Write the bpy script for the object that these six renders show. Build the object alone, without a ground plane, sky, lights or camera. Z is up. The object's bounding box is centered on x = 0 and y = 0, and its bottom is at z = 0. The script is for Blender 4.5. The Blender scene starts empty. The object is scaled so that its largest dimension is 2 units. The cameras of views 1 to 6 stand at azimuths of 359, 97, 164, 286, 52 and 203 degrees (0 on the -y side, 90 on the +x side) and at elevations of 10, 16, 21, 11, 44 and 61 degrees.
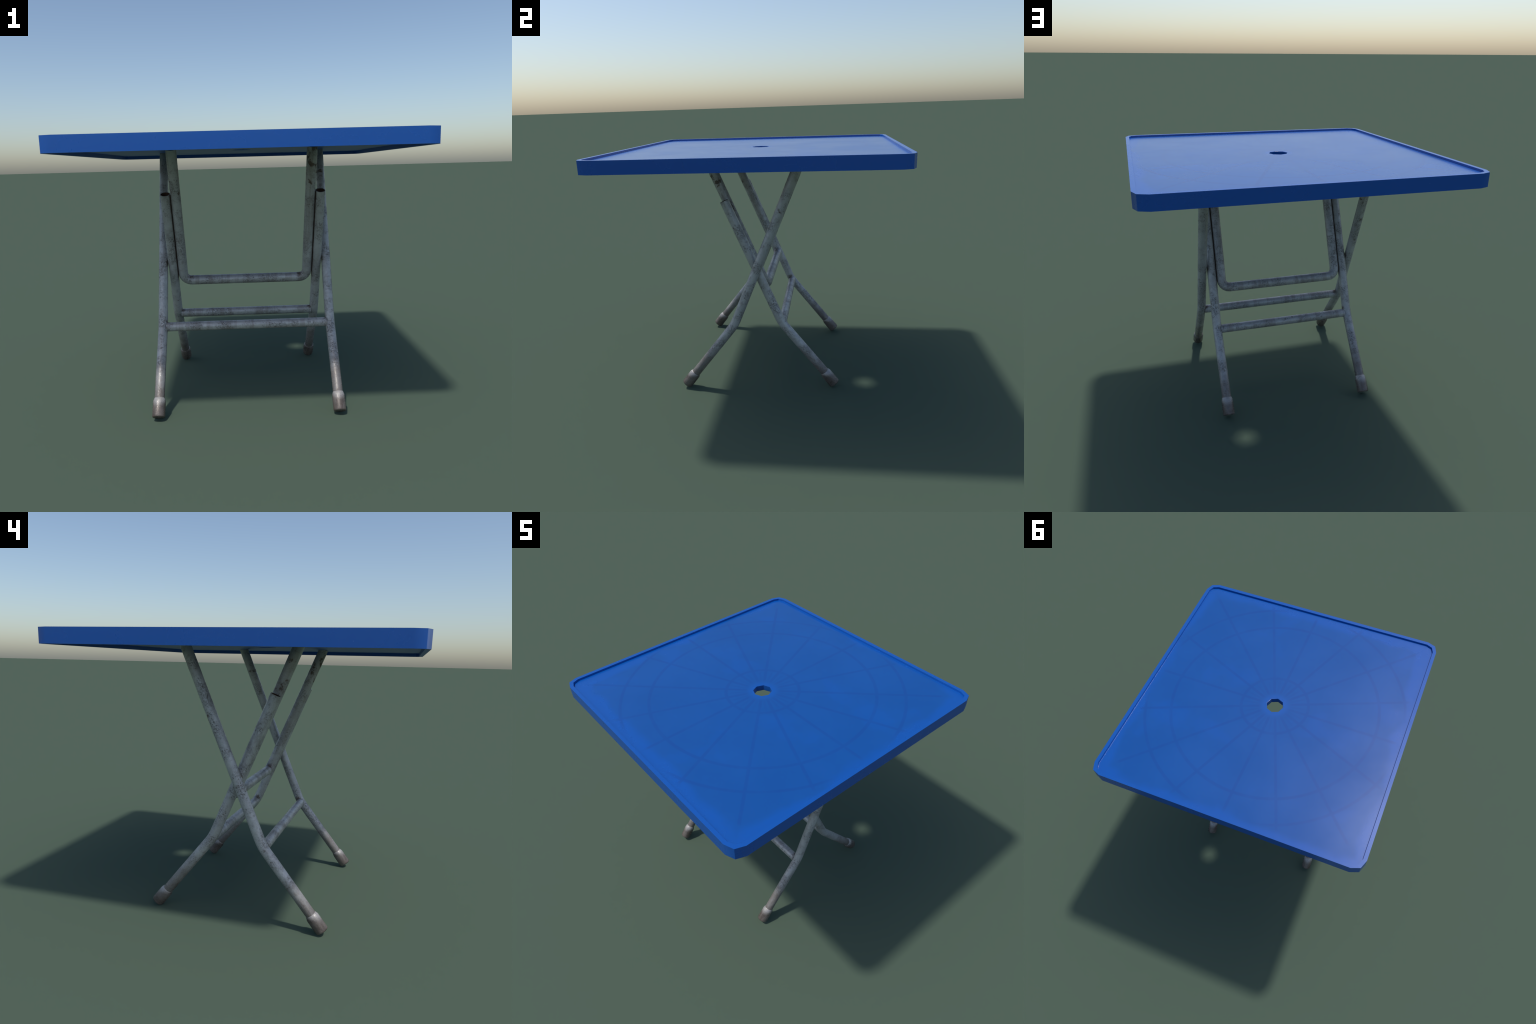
"""Square blue plastic folding table on a crossed tubular steel frame."""
import bpy, bmesh, math, random
from mathutils import Vector, Matrix

random.seed(7)

# ------------------------------------------------------------------ sizes (m)
HALF = 1.0            # half side of the tabletop
RIM_TOP = 1.7097
PLATE_TOP = 1.6957
PLATE_BOTTOM = 1.6495
SKIRT_BOTTOM = 1.6240
RIM_WIDTH = 0.026
HOLE_RADIUS = 0.064

TUBE = 0.0318         # leg tube radius
BRACE_TUBE = 0.0330   # radius of the U-shaped support tube
BAR_TUBE = 0.0305     # crossbar radius
WALL = 0.0045         # visible wall of the open tube end
X_OUTER, X_INNER, X_SUPPORT = 0.563, 0.4978, 0.4335

SLOPE_UP = 0.420      # dy/dz of the upper, straight part of the legs
SLOPE_LOW = 0.795     # dy/dz below the bend
BEND_Z = 0.497
CAP_TOP_Z = 0.113
FOOT_Z = 0.0218


# ------------------------------------------------------------------ nodes
class Nodes:
    def __init__(self, name):
        self.mat = bpy.data.materials.new(name)
        self.mat.use_nodes = True
        self.t = self.mat.node_tree
        self.t.nodes.clear()
        self.out = self.t.nodes.new("ShaderNodeOutputMaterial")
        self.bsdf = self.t.nodes.new("ShaderNodeBsdfPrincipled")
        self.t.links.new(self.bsdf.outputs[0], self.out.inputs[0])
        self.co = self.t.nodes.new("ShaderNodeTexCoord").outputs["Object"]

    def _put(self, sock, v):
        if isinstance(v, bpy.types.NodeSocket):
            self.t.links.new(v, sock)
        else:
            sock.default_value = v

    def math(self, op, a, b=None, c=None, clamp=False):
        n = self.t.nodes.new("ShaderNodeMath")
        n.operation, n.use_clamp = op, clamp
        for i, v in enumerate((a, b, c)):
            if v is not None:
                self._put(n.inputs[i], v)
        return n.outputs[0]

    def vmath(self, op, a, b=None):
        n = self.t.nodes.new("ShaderNodeVectorMath")
        n.operation = op
        self._put(n.inputs[0], a)
        if b is not None:
            self._put(n.inputs[1], b)
        return n.outputs["Value"] if op in ("LENGTH", "DISTANCE", "DOT_PRODUCT") else n.outputs[0]

    def xyz(self, v=None):
        n = self.t.nodes.new("ShaderNodeSeparateXYZ")
        self._put(n.inputs[0], v or self.co)
        return n.outputs

    def combine(self, x, y, z):
        n = self.t.nodes.new("ShaderNodeCombineXYZ")
        for i, v in enumerate((x, y, z)):
            self._put(n.inputs[i], v)
        return n.outputs[0]

    def step(self, v, lo, hi, to_lo=0.0, to_hi=1.0):
        n = self.t.nodes.new("ShaderNodeMapRange")
        n.interpolation_type = "SMOOTHSTEP"
        for i, x in enumerate((v, lo, hi, to_lo, to_hi)):
            self._put(n.inputs[i], x)
        return n.outputs[0]

    def noise(self, scale, detail=4.0, rough=0.55, stretch=None, offset=None, distortion=0.0):
        vec = self.co
        if stretch or offset:
            m = self.t.nodes.new("ShaderNodeMapping")
            self._put(m.inputs[0], vec)
            if stretch:
                m.inputs["Scale"].default_value = stretch
            if offset:
                m.inputs["Location"].default_value = offset
            vec = m.outputs[0]
        n = self.t.nodes.new("ShaderNodeTexNoise")
        self._put(n.inputs["Vector"], vec)
        n.inputs["Scale"].default_value = scale
        n.inputs["Detail"].default_value = detail
        n.inputs["Roughness"].default_value = rough
        n.inputs["Distortion"].default_value = distortion
        return n.outputs[0]

    def mix(self, fac, a, b):
        n = self.t.nodes.new("ShaderNodeMix")
        n.data_type = "RGBA"
        self._put(n.inputs[0], fac)
        self._put(n.inputs[6], a if isinstance(a, bpy.types.NodeSocket) else (*a, 1))
        self._put(n.inputs[7], b if isinstance(b, bpy.types.NodeSocket) else (*b, 1))
        return n.outputs[2]

    def bump(self, height, strength, distance):
        n = self.t.nodes.new("ShaderNodeBump")
        n.inputs["Strength"].default_value = strength
        n.inputs["Distance"].default_value = distance
        self._put(n.inputs["Height"], height)
        self._put(self.bsdf.inputs["Normal"], n.outputs[0])

    def set(self, **kw):
        for k, v in kw.items():
            sock = self.bsdf.inputs[k.replace("_", " ")]
            if isinstance(v, tuple) and len(v) == 3:
                v = (*v, 1)
            self._put(sock, v)


def plastic_material(name="blue_plastic", matte=0.0):
    """Moulded blue plastic: faint web of ribs telegraphing through the plate
    (three rings, sixteen spokes, sixteen short spokes round the hole),
    brighter unworn margin, cloudy scuffs."""
    n = Nodes(name)
    x, y, z = n.xyz()
    flat = n.combine(x, y, 0.0)
    r = n.vmath("LENGTH", flat)
    theta = n.math("ARCTAN2", y, x)

    def spokes(count, shift, width, r_end):
        a = n.math("ADD", n.math("MULTIPLY", theta, count / (2 * math.pi)), shift)
        f = n.math("SUBTRACT", a, n.math("ROUND", a))
        d = n.math("MULTIPLY", n.math("ABSOLUTE", f), n.math("MULTIPLY", r, 2 * math.pi / count))
        m = n.step(d, width * 0.45, width, 1.0, 0.0)
        inner = n.step(r, 0.085, 0.13)
        outer = n.step(r, r_end - 0.04, r_end, 1.0, 0.0)
        return n.math("MULTIPLY", m, n.math("MULTIPLY", inner, outer))

    def ring(radius, width):
        d = n.math("ABSOLUTE", n.math("SUBTRACT", r, radius))
        return n.step(d, width * 0.45, width, 1.0, 0.0)

    web = spokes(16, 0.0, 0.0145, 1.23)
    for m in (n.math("MULTIPLY", spokes(16, 0.5, 0.012, 0.25), 0.5), ring(0.252, 0.016), ring(0.777, 0.016), ring(0.970, 0.015)):
        web = n.math("MAXIMUM", web, m)
    edge = n.math("MAXIMUM", n.math("ABSOLUTE", x), n.math("ABSOLUTE", y))
    cloud = n.noise(2.3, 5, 0.6)
    fine = n.noise(9.0, 5, 0.6, offset=(3, 1, 0))
    wob = n.math("MULTIPLY", n.math("SUBTRACT", n.noise(2.0, 3, 0.5, offset=(5, 2, 0)), 0.5), 0.32)
    margin = n.step(n.math("ADD", edge, wob), 0.885, 0.955)
    web = n.math("MULTIPLY", web, n.step(edge, 0.90, 0.955, 1.0, 0.0))
    web = n.math("MULTIPLY", web, n.step(fine, 0.25, 0.6, 0.55, 1.0))
    patches = n.step(n.noise(3.4, 3, 0.5, offset=(1.7, 4.2, 0)), 0.56, 0.70)
    rim_of_hole = n.step(r, 0.075, 0.12, 1.0, 0.0)

    col = n.mix(n.step(cloud, 0.3, 0.7), (0.0030, 0.073, 0.303), (0.0036, 0.079, 0.325))
    bright = n.math("MAXIMUM", n.math("MULTIPLY", margin, 0.85),
                    n.math("MAXIMUM", n.math("MULTIPLY", patches, 0.35), n.math("MULTIPLY", rim_of_hole, 0.6)))
    col = n.mix(bright, col, (0.0020, 0.084, 0.385))
    col = n.mix(n.math("MULTIPLY", web, 0.55), col, (0.0040, 0.058, 0.270))
    rough = n.step(cloud, 0.3, 0.7, 0.235, 0.27)
    rough = n.math("ADD", rough, n.math("MULTIPLY_ADD", bright, 0.02, matte))
    n.set(Base_Color=col, Roughness=rough)
    n.set(**{"Specular IOR Level": 0.5})
    grain = n.noise(140.0, 2, 0.5)
    n.bump(n.math("ADD", n.math("MULTIPLY", grain, 0.06), n.math("MULTIPLY", fine, 0.5)), 0.10, 0.004)
    return n.mat


def steel_material(name, streak_axis=None, foot=False):
    """Galvanised tube: grey, mottled, dark pitting, rust blotches near the top
    and in the welds, brown dirt splashed on the lower ends."""
    n = Nodes(name)
    x, y, z = n.xyz()
    ax = n.math("ABSOLUTE", x)
    ay = n.math("ABSOLUTE", y)
    broad = n.noise(7.0, 5, 0.6)
    mottled = n.noise(26.0, 6, 0.65, distortion=0.6)
    pits = n.noise(115.0, 5, 0.75, offset=(2, 5, 1))
    scratches = n.noise(34.0, 7, 0.75, offset=(6, 2, 3), distortion=1.8)
    pit_zone = n.step(n.noise(10.0, 4, 0.6, offset=(8, 3, 1)), 0.42, 0.60)
    blotch = n.noise(9.0, 7, 0.68, offset=(4, 1, 9), distortion=0.3)

    col = n.mix(n.step(broad, 0.3, 0.7), (0.430, 0.436, 0.436), (0.520, 0.526, 0.524))
    col = n.mix(n.step(mottled, 0.50, 0.72, 0.0, 0.50), col, (0.190, 0.176, 0.166))
    # fine dark grit, and broken scratch-like flakes inside worn zones
    grit = n.math("MULTIPLY", n.step(pits, 0.49, 0.59), n.math("MULTIPLY_ADD", pit_zone, 0.58, 0.38))
    thin = n.math("ABSOLUTE", n.math("SUBTRACT", scratches, 0.5))
    flakes = n.math("MULTIPLY", n.step(thin, 0.008, 0.034, 1.0, 0.0), n.math("MULTIPLY_ADD", pit_zone, 0.62, 0.16))
    dark = n.math("MAXIMUM", n.math("MULTIPLY", grit, 0.9), n.math("MULTIPLY", flakes, 0.85))
    col = n.mix(dark, col, (0.062, 0.047, 0.038))
    # broader brownish grime films
    film = n.step(n.noise(5.0, 6, 0.7, offset=(1, 7, 4), distortion=0.5), 0.50, 0.68, 0.0, 0.34)
    col = n.mix(film, col, (0.175, 0.152, 0.136))
    if streak_axis == "X":
        bands = n.noise(1.0, 3, 0.6, stretch=(22, 1.5, 1.5))
        col = n.mix(n.step(bands, 0.50, 0.60, 0.0, 0.42), col, (0.215, 0.190, 0.172))

    # rust blotches, mostly on the upper ends of the tubes
    high = n.step(z, 0.95, 1.55, 0.0, 0.100)
    rust = n.step(n.math("ADD", blotch, high), 0.665, 0.72)
    # rust in the welds of the crossbars and the corners of the support tube
    def spot(px, py, pz, size):
        d = n.vmath("DISTANCE", n.combine(ax, y, z), (px, py, pz))
        d = n.math("ADD", d, n.math("MULTIPLY", n.math("SUBTRACT", scratches, 0.5), 0.09))
        return n.step(d, size * 0.35, size, 0.9, 0.0)
    welds = [(X_OUTER - 0.030, -0.150, 0.520, 0.026), (X_INNER - 0.030, 0.160, 0.520, 0.026),
             (X_SUPPORT - 0.052, 0.045, 0.792, 0.030),
             (X_INNER + 0.02, -0.20, 1.42, 0.062), (X_OUTER - 0.032, 0.005, 0.890, 0.034)]
    for w in welds:
        rust = n.math("MAXIMUM", rust, spot(*w))
    # dark brown line, added to the same mask, where the support tube lies against the inner leg
    crevice = n.math("ABSOLUTE", n.math("SUBTRACT", ax, X_SUPPORT + 0.0330))
    crevice = n.math("ADD", crevice, n.math("MULTIPLY", n.math("SUBTRACT", mottled, 0.5), 0.008))
    crevice = n.math("MULTIPLY", n.step(crevice, 0.0025, 0.0060, 0.9, 0.0), n.step(z, 0.74, 0.80))
    crevice = n.math("MULTIPLY", crevice, n.step(z, 1.365, 1.385, 1.0, 0.0))
    rust = n.math("MAXIMUM", rust, crevice)
    rust_col = n.mix(n.step(pits, 0.35, 0.65), (0.042, 0.022, 0.014), (0.110, 0.062, 0.040))
    col = n.mix(n.math("MULTIPLY", rust, 0.9), col, rust_col)

    # brown splash dirt on the lowest part of every leg
    dirt_line = n.math("ADD", z, n.math("MULTIPLY", n.math("SUBTRACT", broad, 0.5), 0.25))
    dirt = n.step(dirt_line, 0.05, 0.44, 0.86, 0.0)
    col = n.mix(dirt, col, n.mix(mottled, (0.066, 0.049, 0.038), (0.152, 0.117, 0.094)))
    if foot:
        # streaky dirt with a pale bare lip at the mouth of the cap
        streaks = n.noise(30.0, 3, 0.5, stretch=(1.0, 0.25, 0.25))
        col = n.mix(n.step(streaks, 0.45, 0.65, 0.0, 0.6), col, (0.058, 0.042, 0.034))
        lip = n.step(z, 0.088, 0.128)
        col = n.mix(n.math("MULTIPLY", lip, 0.72), col, (0.44, 0.425, 0.41))
    clean = n.math("SUBTRACT", 1.0, n.math("MAXIMUM", rust, n.math("MULTIPLY", dark, 0.7)), clamp=True)
    n.set(Base_Color=col, Metallic=n.math("MULTIPLY", clean, 0.20))
    rough = n.math("MULTIPLY_ADD", mottled, 0.18, 0.13)
    rough = n.math("ADD", rough, n.math("MULTIPLY", n.math("MAXIMUM", rust, dark), 0.35))
    n.set(Roughness=rough)
    h = n.math("ADD", n.math("MULTIPLY", mottled, 0.6), n.math("MULTIPLY", pits, 0.6))
    h = n.math("SUBTRACT", h, n.math("MULTIPLY", dark, 0.15))
    n.bump(h, 0.75, 0.004)
    return n.mat


def dark_bore_material():  # dark brown colour for the inside of the open tube ends
    n = Nodes("dark_tube_bore")
    s = n.noise(40, 5, 0.6)
    n.set(Base_Color=n.mix(s, (0.035, 0.016, 0.009), (0.085, 0.040, 0.022)), Roughness=0.85)
    return n.mat


# ------------------------------------------------------------------ mesh helpers
def smooth_by_angle(me, degrees):
    bm = bmesh.new()
    bm.from_mesh(me)
    lim = math.radians(degrees)
    for f in bm.faces:
        f.smooth = True
    for e in bm.edges:
        e.smooth = e.is_manifold and e.calc_face_angle(0.0) < lim
    bm.to_mesh(me)
    bm.free()


def new_object(name, bm, mats, parent, angle=35):
    me = bpy.data.meshes.new(name)
    bmesh.ops.recalc_face_normals(bm, faces=bm.faces)
    bm.to_mesh(me)
    bm.free()
    for m in mats:
        me.materials.append(m)
    smooth_by_angle(me, angle)
    ob = bpy.data.objects.new(name, me)
    bpy.context.scene.collection.objects.link(ob)
    ob.parent = parent
    return ob


def rounded_path(points, radius, steps=6):
    """Polyline whose inner corners are replaced with arcs of the given radius."""
    pts = [Vector(p) for p in points]
    out = [pts[0]]
    for a, b, c in zip(pts, pts[1:], pts[2:]):
        u, v = (a - b).normalized(), (c - b).normalized()
        half = u.angle(v) / 2
        t = radius / math.tan(half)
        centre = b + (u + v).normalized() * (radius / math.sin(half))
        p, q = b + u * t - centre, b + v * t - centre
        total = p.angle(q)
        axis = p.cross(q).normalized()
        for i in range(steps + 1):
            out.append(centre + Matrix.Rotation(total * i / steps, 3, axis) @ p)
    out.append(pts[-1])
    return out


def subdivide(path, length):
    out = []
    for a, b in zip(path, path[1:]):
        k = max(1, int((b - a).length / length))
        out += [a.lerp(b, i / k) for i in range(k)]
    return out + [path[-1]]


def sweep(bm, path, radius, sides=20, close_start=True, close_end=True, end_normals=(None, None)):
    """Round tube along a path; returns the first and last rings of vertices."""
    rings = []
    ref = None
    for i, p in enumerate(path):
        d0 = (path[i] - path[i - 1]).normalized() if i else None
        d1 = (path[i + 1] - path[i]).normalized() if i < len(path) - 1 else None
        t = ((d0 or d1) + (d1 or d0)).normalized()
        if ref is None:
            ref = t.orthogonal().normalized()
        ref = (ref - t * ref.dot(t)).normalized()
        side = t.cross(ref)
        rings.append([bm.verts.new(p + (ref * math.cos(a) + side * math.sin(a)) * radius)
                      for a in (2 * math.pi * k / sides for k in range(sides))])
    for r0, r1 in zip(rings, rings[1:]):
        for k in range(sides):
            bm.faces.new((r0[k], r0[(k + 1) % sides], r1[(k + 1) % sides], r1[k]))
    if close_start:
        bm.faces.new(rings[0][::-1])
    if close_end:
        bm.faces.new(rings[-1])
    return rings[0], rings[-1]


def lathe(bm, origin, axis, profile, sides=28):
    """Revolve (distance along axis, radius) pairs; both ends closed."""
    axis = axis.normalized()
    u = axis.orthogonal().normalized()
    v = axis.cross(u)
    rings = []
    for s, r in profile:
        rings.append([bm.verts.new(origin + axis * s + (u * math.cos(a) + v * math.sin(a)) * r)
                      for a in (2 * math.pi * k / sides for k in range(sides))])
    for r0, r1 in zip(rings, rings[1:]):
        for k in range(sides):
            bm.faces.new((r0[k], r0[(k + 1) % sides], r1[(k + 1) % sides], r1[k]))
    bm.faces.new(rings[0][::-1])
    bm.faces.new(rings[-1])


# ------------------------------------------------------------------ tabletop
def corner_outline(half, z):
    """Square with each corner cut by two facets, counter-clockwise."""
    inset = HALF - half
    far, mid = 0.917 - inset * 0.12, 0.977 - inset * 0.80
    quarter = [(half, far), (mid, mid), (far, half)]
    pts = []
    for k in range(4):
        c, s = [(1, 0), (0, 1), (-1, 0), (0, -1)][k]
        pts += [Vector((c * x - s * y, s * x + c * y, z)) for x, y in quarter]
    return pts


def build_tabletop(parent, mat, under_mat):
    bm = bmesh.new()
    inner = HALF - RIM_WIDTH
    loops = [
        corner_outline(inner - 0.002, PLATE_BOTTOM),
        corner_outline(inner - 0.001, SKIRT_BOTTOM),
        corner_outline(HALF - 0.0005, SKIRT_BOTTOM),
        corner_outline(HALF, RIM_TOP),
        corner_outline(inner, RIM_TOP),
        corner_outline(inner - 0.001, PLATE_TOP),
    ]
    rings = [[bm.verts.new(p) for p in lp] for lp in loops]
    for r0, r1 in zip(rings, rings[1:]):
        k = len(r0)
        for i in range(k):
            bm.faces.new((r0[i], r0[(i + 1) % k], r1[(i + 1) % k], r1[i]))

    def octagon(radius, z):
        return [bm.verts.new((radius * math.cos(i * math.pi / 4), radius * math.sin(i * math.pi / 4), z))
                for i in range(8)]
    hole = [octagon(HOLE_RADIUS + 0.003, PLATE_TOP), octagon(HOLE_RADIUS + 0.0008, PLATE_TOP - 0.0012),
            octagon(HOLE_RADIUS, PLATE_TOP - 0.004), octagon(HOLE_RADIUS, PLATE_BOTTOM + 0.006),
            octagon(HOLE_RADIUS + 0.008, PLATE_BOTTOM)]
    for r0, r1 in zip(hole, hole[1:]):
        for i in range(8):
            bm.faces.new((r0[i], r0[(i + 1) % 8], r1[(i + 1) % 8], r1[i]))

    def fill(outer, inner_ring):
        """Plate between the 12-corner outline and the octagonal hole."""
        o, h = len(outer), len(inner_ring)
        ang = lambda v: math.atan2(v.co.y, v.co.x) % (2 * math.pi)
        i = min(range(o), key=lambda k: ang(outer[k]))
        j = min(range(h), key=lambda k: ang(inner_ring[k]))
        ci = cj = 0
        while ci < o or cj < h:
            a_next = ang(outer[(i + 1) % o]) + (2 * math.pi if i + 1 >= o else 0)
            b_next = ang(inner_ring[(j + 1) % h]) + (2 * math.pi if j + 1 >= h else 0)
            if cj >= h or (ci < o and a_next <= b_next):
                bm.faces.new((outer[i % o], outer[(i + 1) % o], inner_ring[j % h]))
                i, ci = i + 1, ci + 1
            else:
                bm.faces.new((outer[i % o], inner_ring[(j + 1) % h], inner_ring[j % h]))
                j, cj = j + 1, cj + 1
    fill(rings[-1], hole[0])
    fill(rings[0], hole[-1])

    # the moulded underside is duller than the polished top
    for f in bm.faces:
        if max(v.co.z for v in f.verts) < PLATE_BOTTOM + 0.003:
            f.material_index = 1
    ob = new_object("tabletop", bm, [mat, under_mat], parent, angle=38)
    wn = ob.modifiers.new("weighted", "WEIGHTED_NORMAL")
    wn.keep_sharp = True
    wn.weight = 100
    return ob


# ------------------------------------------------------------------ frame
def build_leg(parent, side, outer, steel, bore, foot_steel):
    """One bent leg. The outer pair stands in front (-y) and leans back up to
    the plate; the inner pair mirrors it and stops in an open tube end."""
    x = side * (X_OUTER if outer else X_INNER)
    s = -1.0 if outer else 1.0
    bend_y = s * 0.1600 if outer else s * 0.1700
    along = lambda z: bend_y - s * SLOPE_UP * (z - BEND_Z) if z > BEND_Z else bend_y + s * SLOPE_LOW * (BEND_Z - z)
    top_z = PLATE_BOTTOM + 0.006 if outer else 1.376
    p = lambda z: (x, along(z), z)
    path = subdivide(rounded_path([p(0.05), p(BEND_Z), p(top_z)], 0.32, 7), 0.05)
    bm = bmesh.new()
    _, end = sweep(bm, path, TUBE, close_end=outer)
    if not outer:                                  # hollow open end
        d = (path[-1] - path[-2]).normalized()
        lip = [bm.verts.new(path[-1] + (v.co - path[-1]) * ((TUBE - WALL) / TUBE)) for v in end]
        deep = [bm.verts.new(v.co - d * 0.12) for v in lip]
        k = len(end)
        for i in range(k):
            bm.faces.new((end[i], end[(i + 1) % k], lip[(i + 1) % k], lip[i]))
            f = bm.faces.new((lip[i], lip[(i + 1) % k], deep[(i + 1) % k], deep[i]))
            f.material_index = 1
        bm.faces.new(deep).material_index = 1
    leg = new_object("leg", bm, [steel, bore], parent)

    axis = Vector((0, along(0.0) - along(0.1), -0.1)).normalized()
    start = Vector(p(CAP_TOP_Z))
    length = (Vector(p(FOOT_Z)) - start).length
    bm = bmesh.new()
    lathe(bm, start, axis, [
        (-0.004, TUBE - 0.002), (-0.003, TUBE + 0.0008), (0.002, TUBE + 0.003), (0.007, 0.0362), (0.013, 0.0388),
        (0.022, 0.0398), (length * 0.55, 0.0402), (length - 0.010, 0.0402), (length - 0.005, 0.0393),
        (length - 0.0015, 0.0370), (length, 0.0335)])
    new_object("foot_cap", bm, [foot_steel], leg, angle=60)
    return leg


def build_crossbar(parent, half_length, y, z, mat):
    bm = bmesh.new()
    path = subdivide([Vector((-half_length, y, z)), Vector((half_length, y, z))], 0.05)
    sweep(bm, path, BAR_TUBE)
    return new_object("crossbar", bm, [mat], parent)


def build_support(parent, mat):
    """U-shaped tube: two uprights lying beside the inner legs and a low bar."""
    y0, z0 = 0.0635, 0.7580
    y_top = y0 - SLOPE_UP * (PLATE_BOTTOM + 0.006 - z0)
    zt = PLATE_BOTTOM + 0.006
    pts = [(-X_SUPPORT, y_top, zt), (-X_SUPPORT, y0, z0), (X_SUPPORT, y0, z0), (X_SUPPORT, y_top, zt)]
    bm = bmesh.new()
    sweep(bm, subdivide(rounded_path(pts, 0.056, 5), 0.05), BRACE_TUBE)
    return new_object("support_frame", bm, [mat], parent)


def build():
    table = bpy.data.objects.new("folding_table", None)
    bpy.context.scene.collection.objects.link(table)
    table["label"] = "square blue plastic folding table with worn grey tubular steel legs"
    table["category"] = "folding table"
    plastic = plastic_material()
    steel = steel_material("galvanised_tube")
    bar_steel = steel_material("galvanised_bar", streak_axis="X")
    foot_steel = steel_material("dirty_foot_cap", foot=True)
    bore = dark_bore_material()

    build_tabletop(table, plastic, plastic_material("matte_blue_plastic", 0.17))
    for side in (-1, 1):
        build_leg(table, side, True, steel, bore, foot_steel)
        build_leg(table, side, False, steel, bore, foot_steel)
    build_support(table, bar_steel)
    build_crossbar(table, X_OUTER - 0.023, -0.168, 0.489, bar_steel)
    build_crossbar(table, X_INNER - 0.023, 0.176, 0.489, bar_steel)


build()
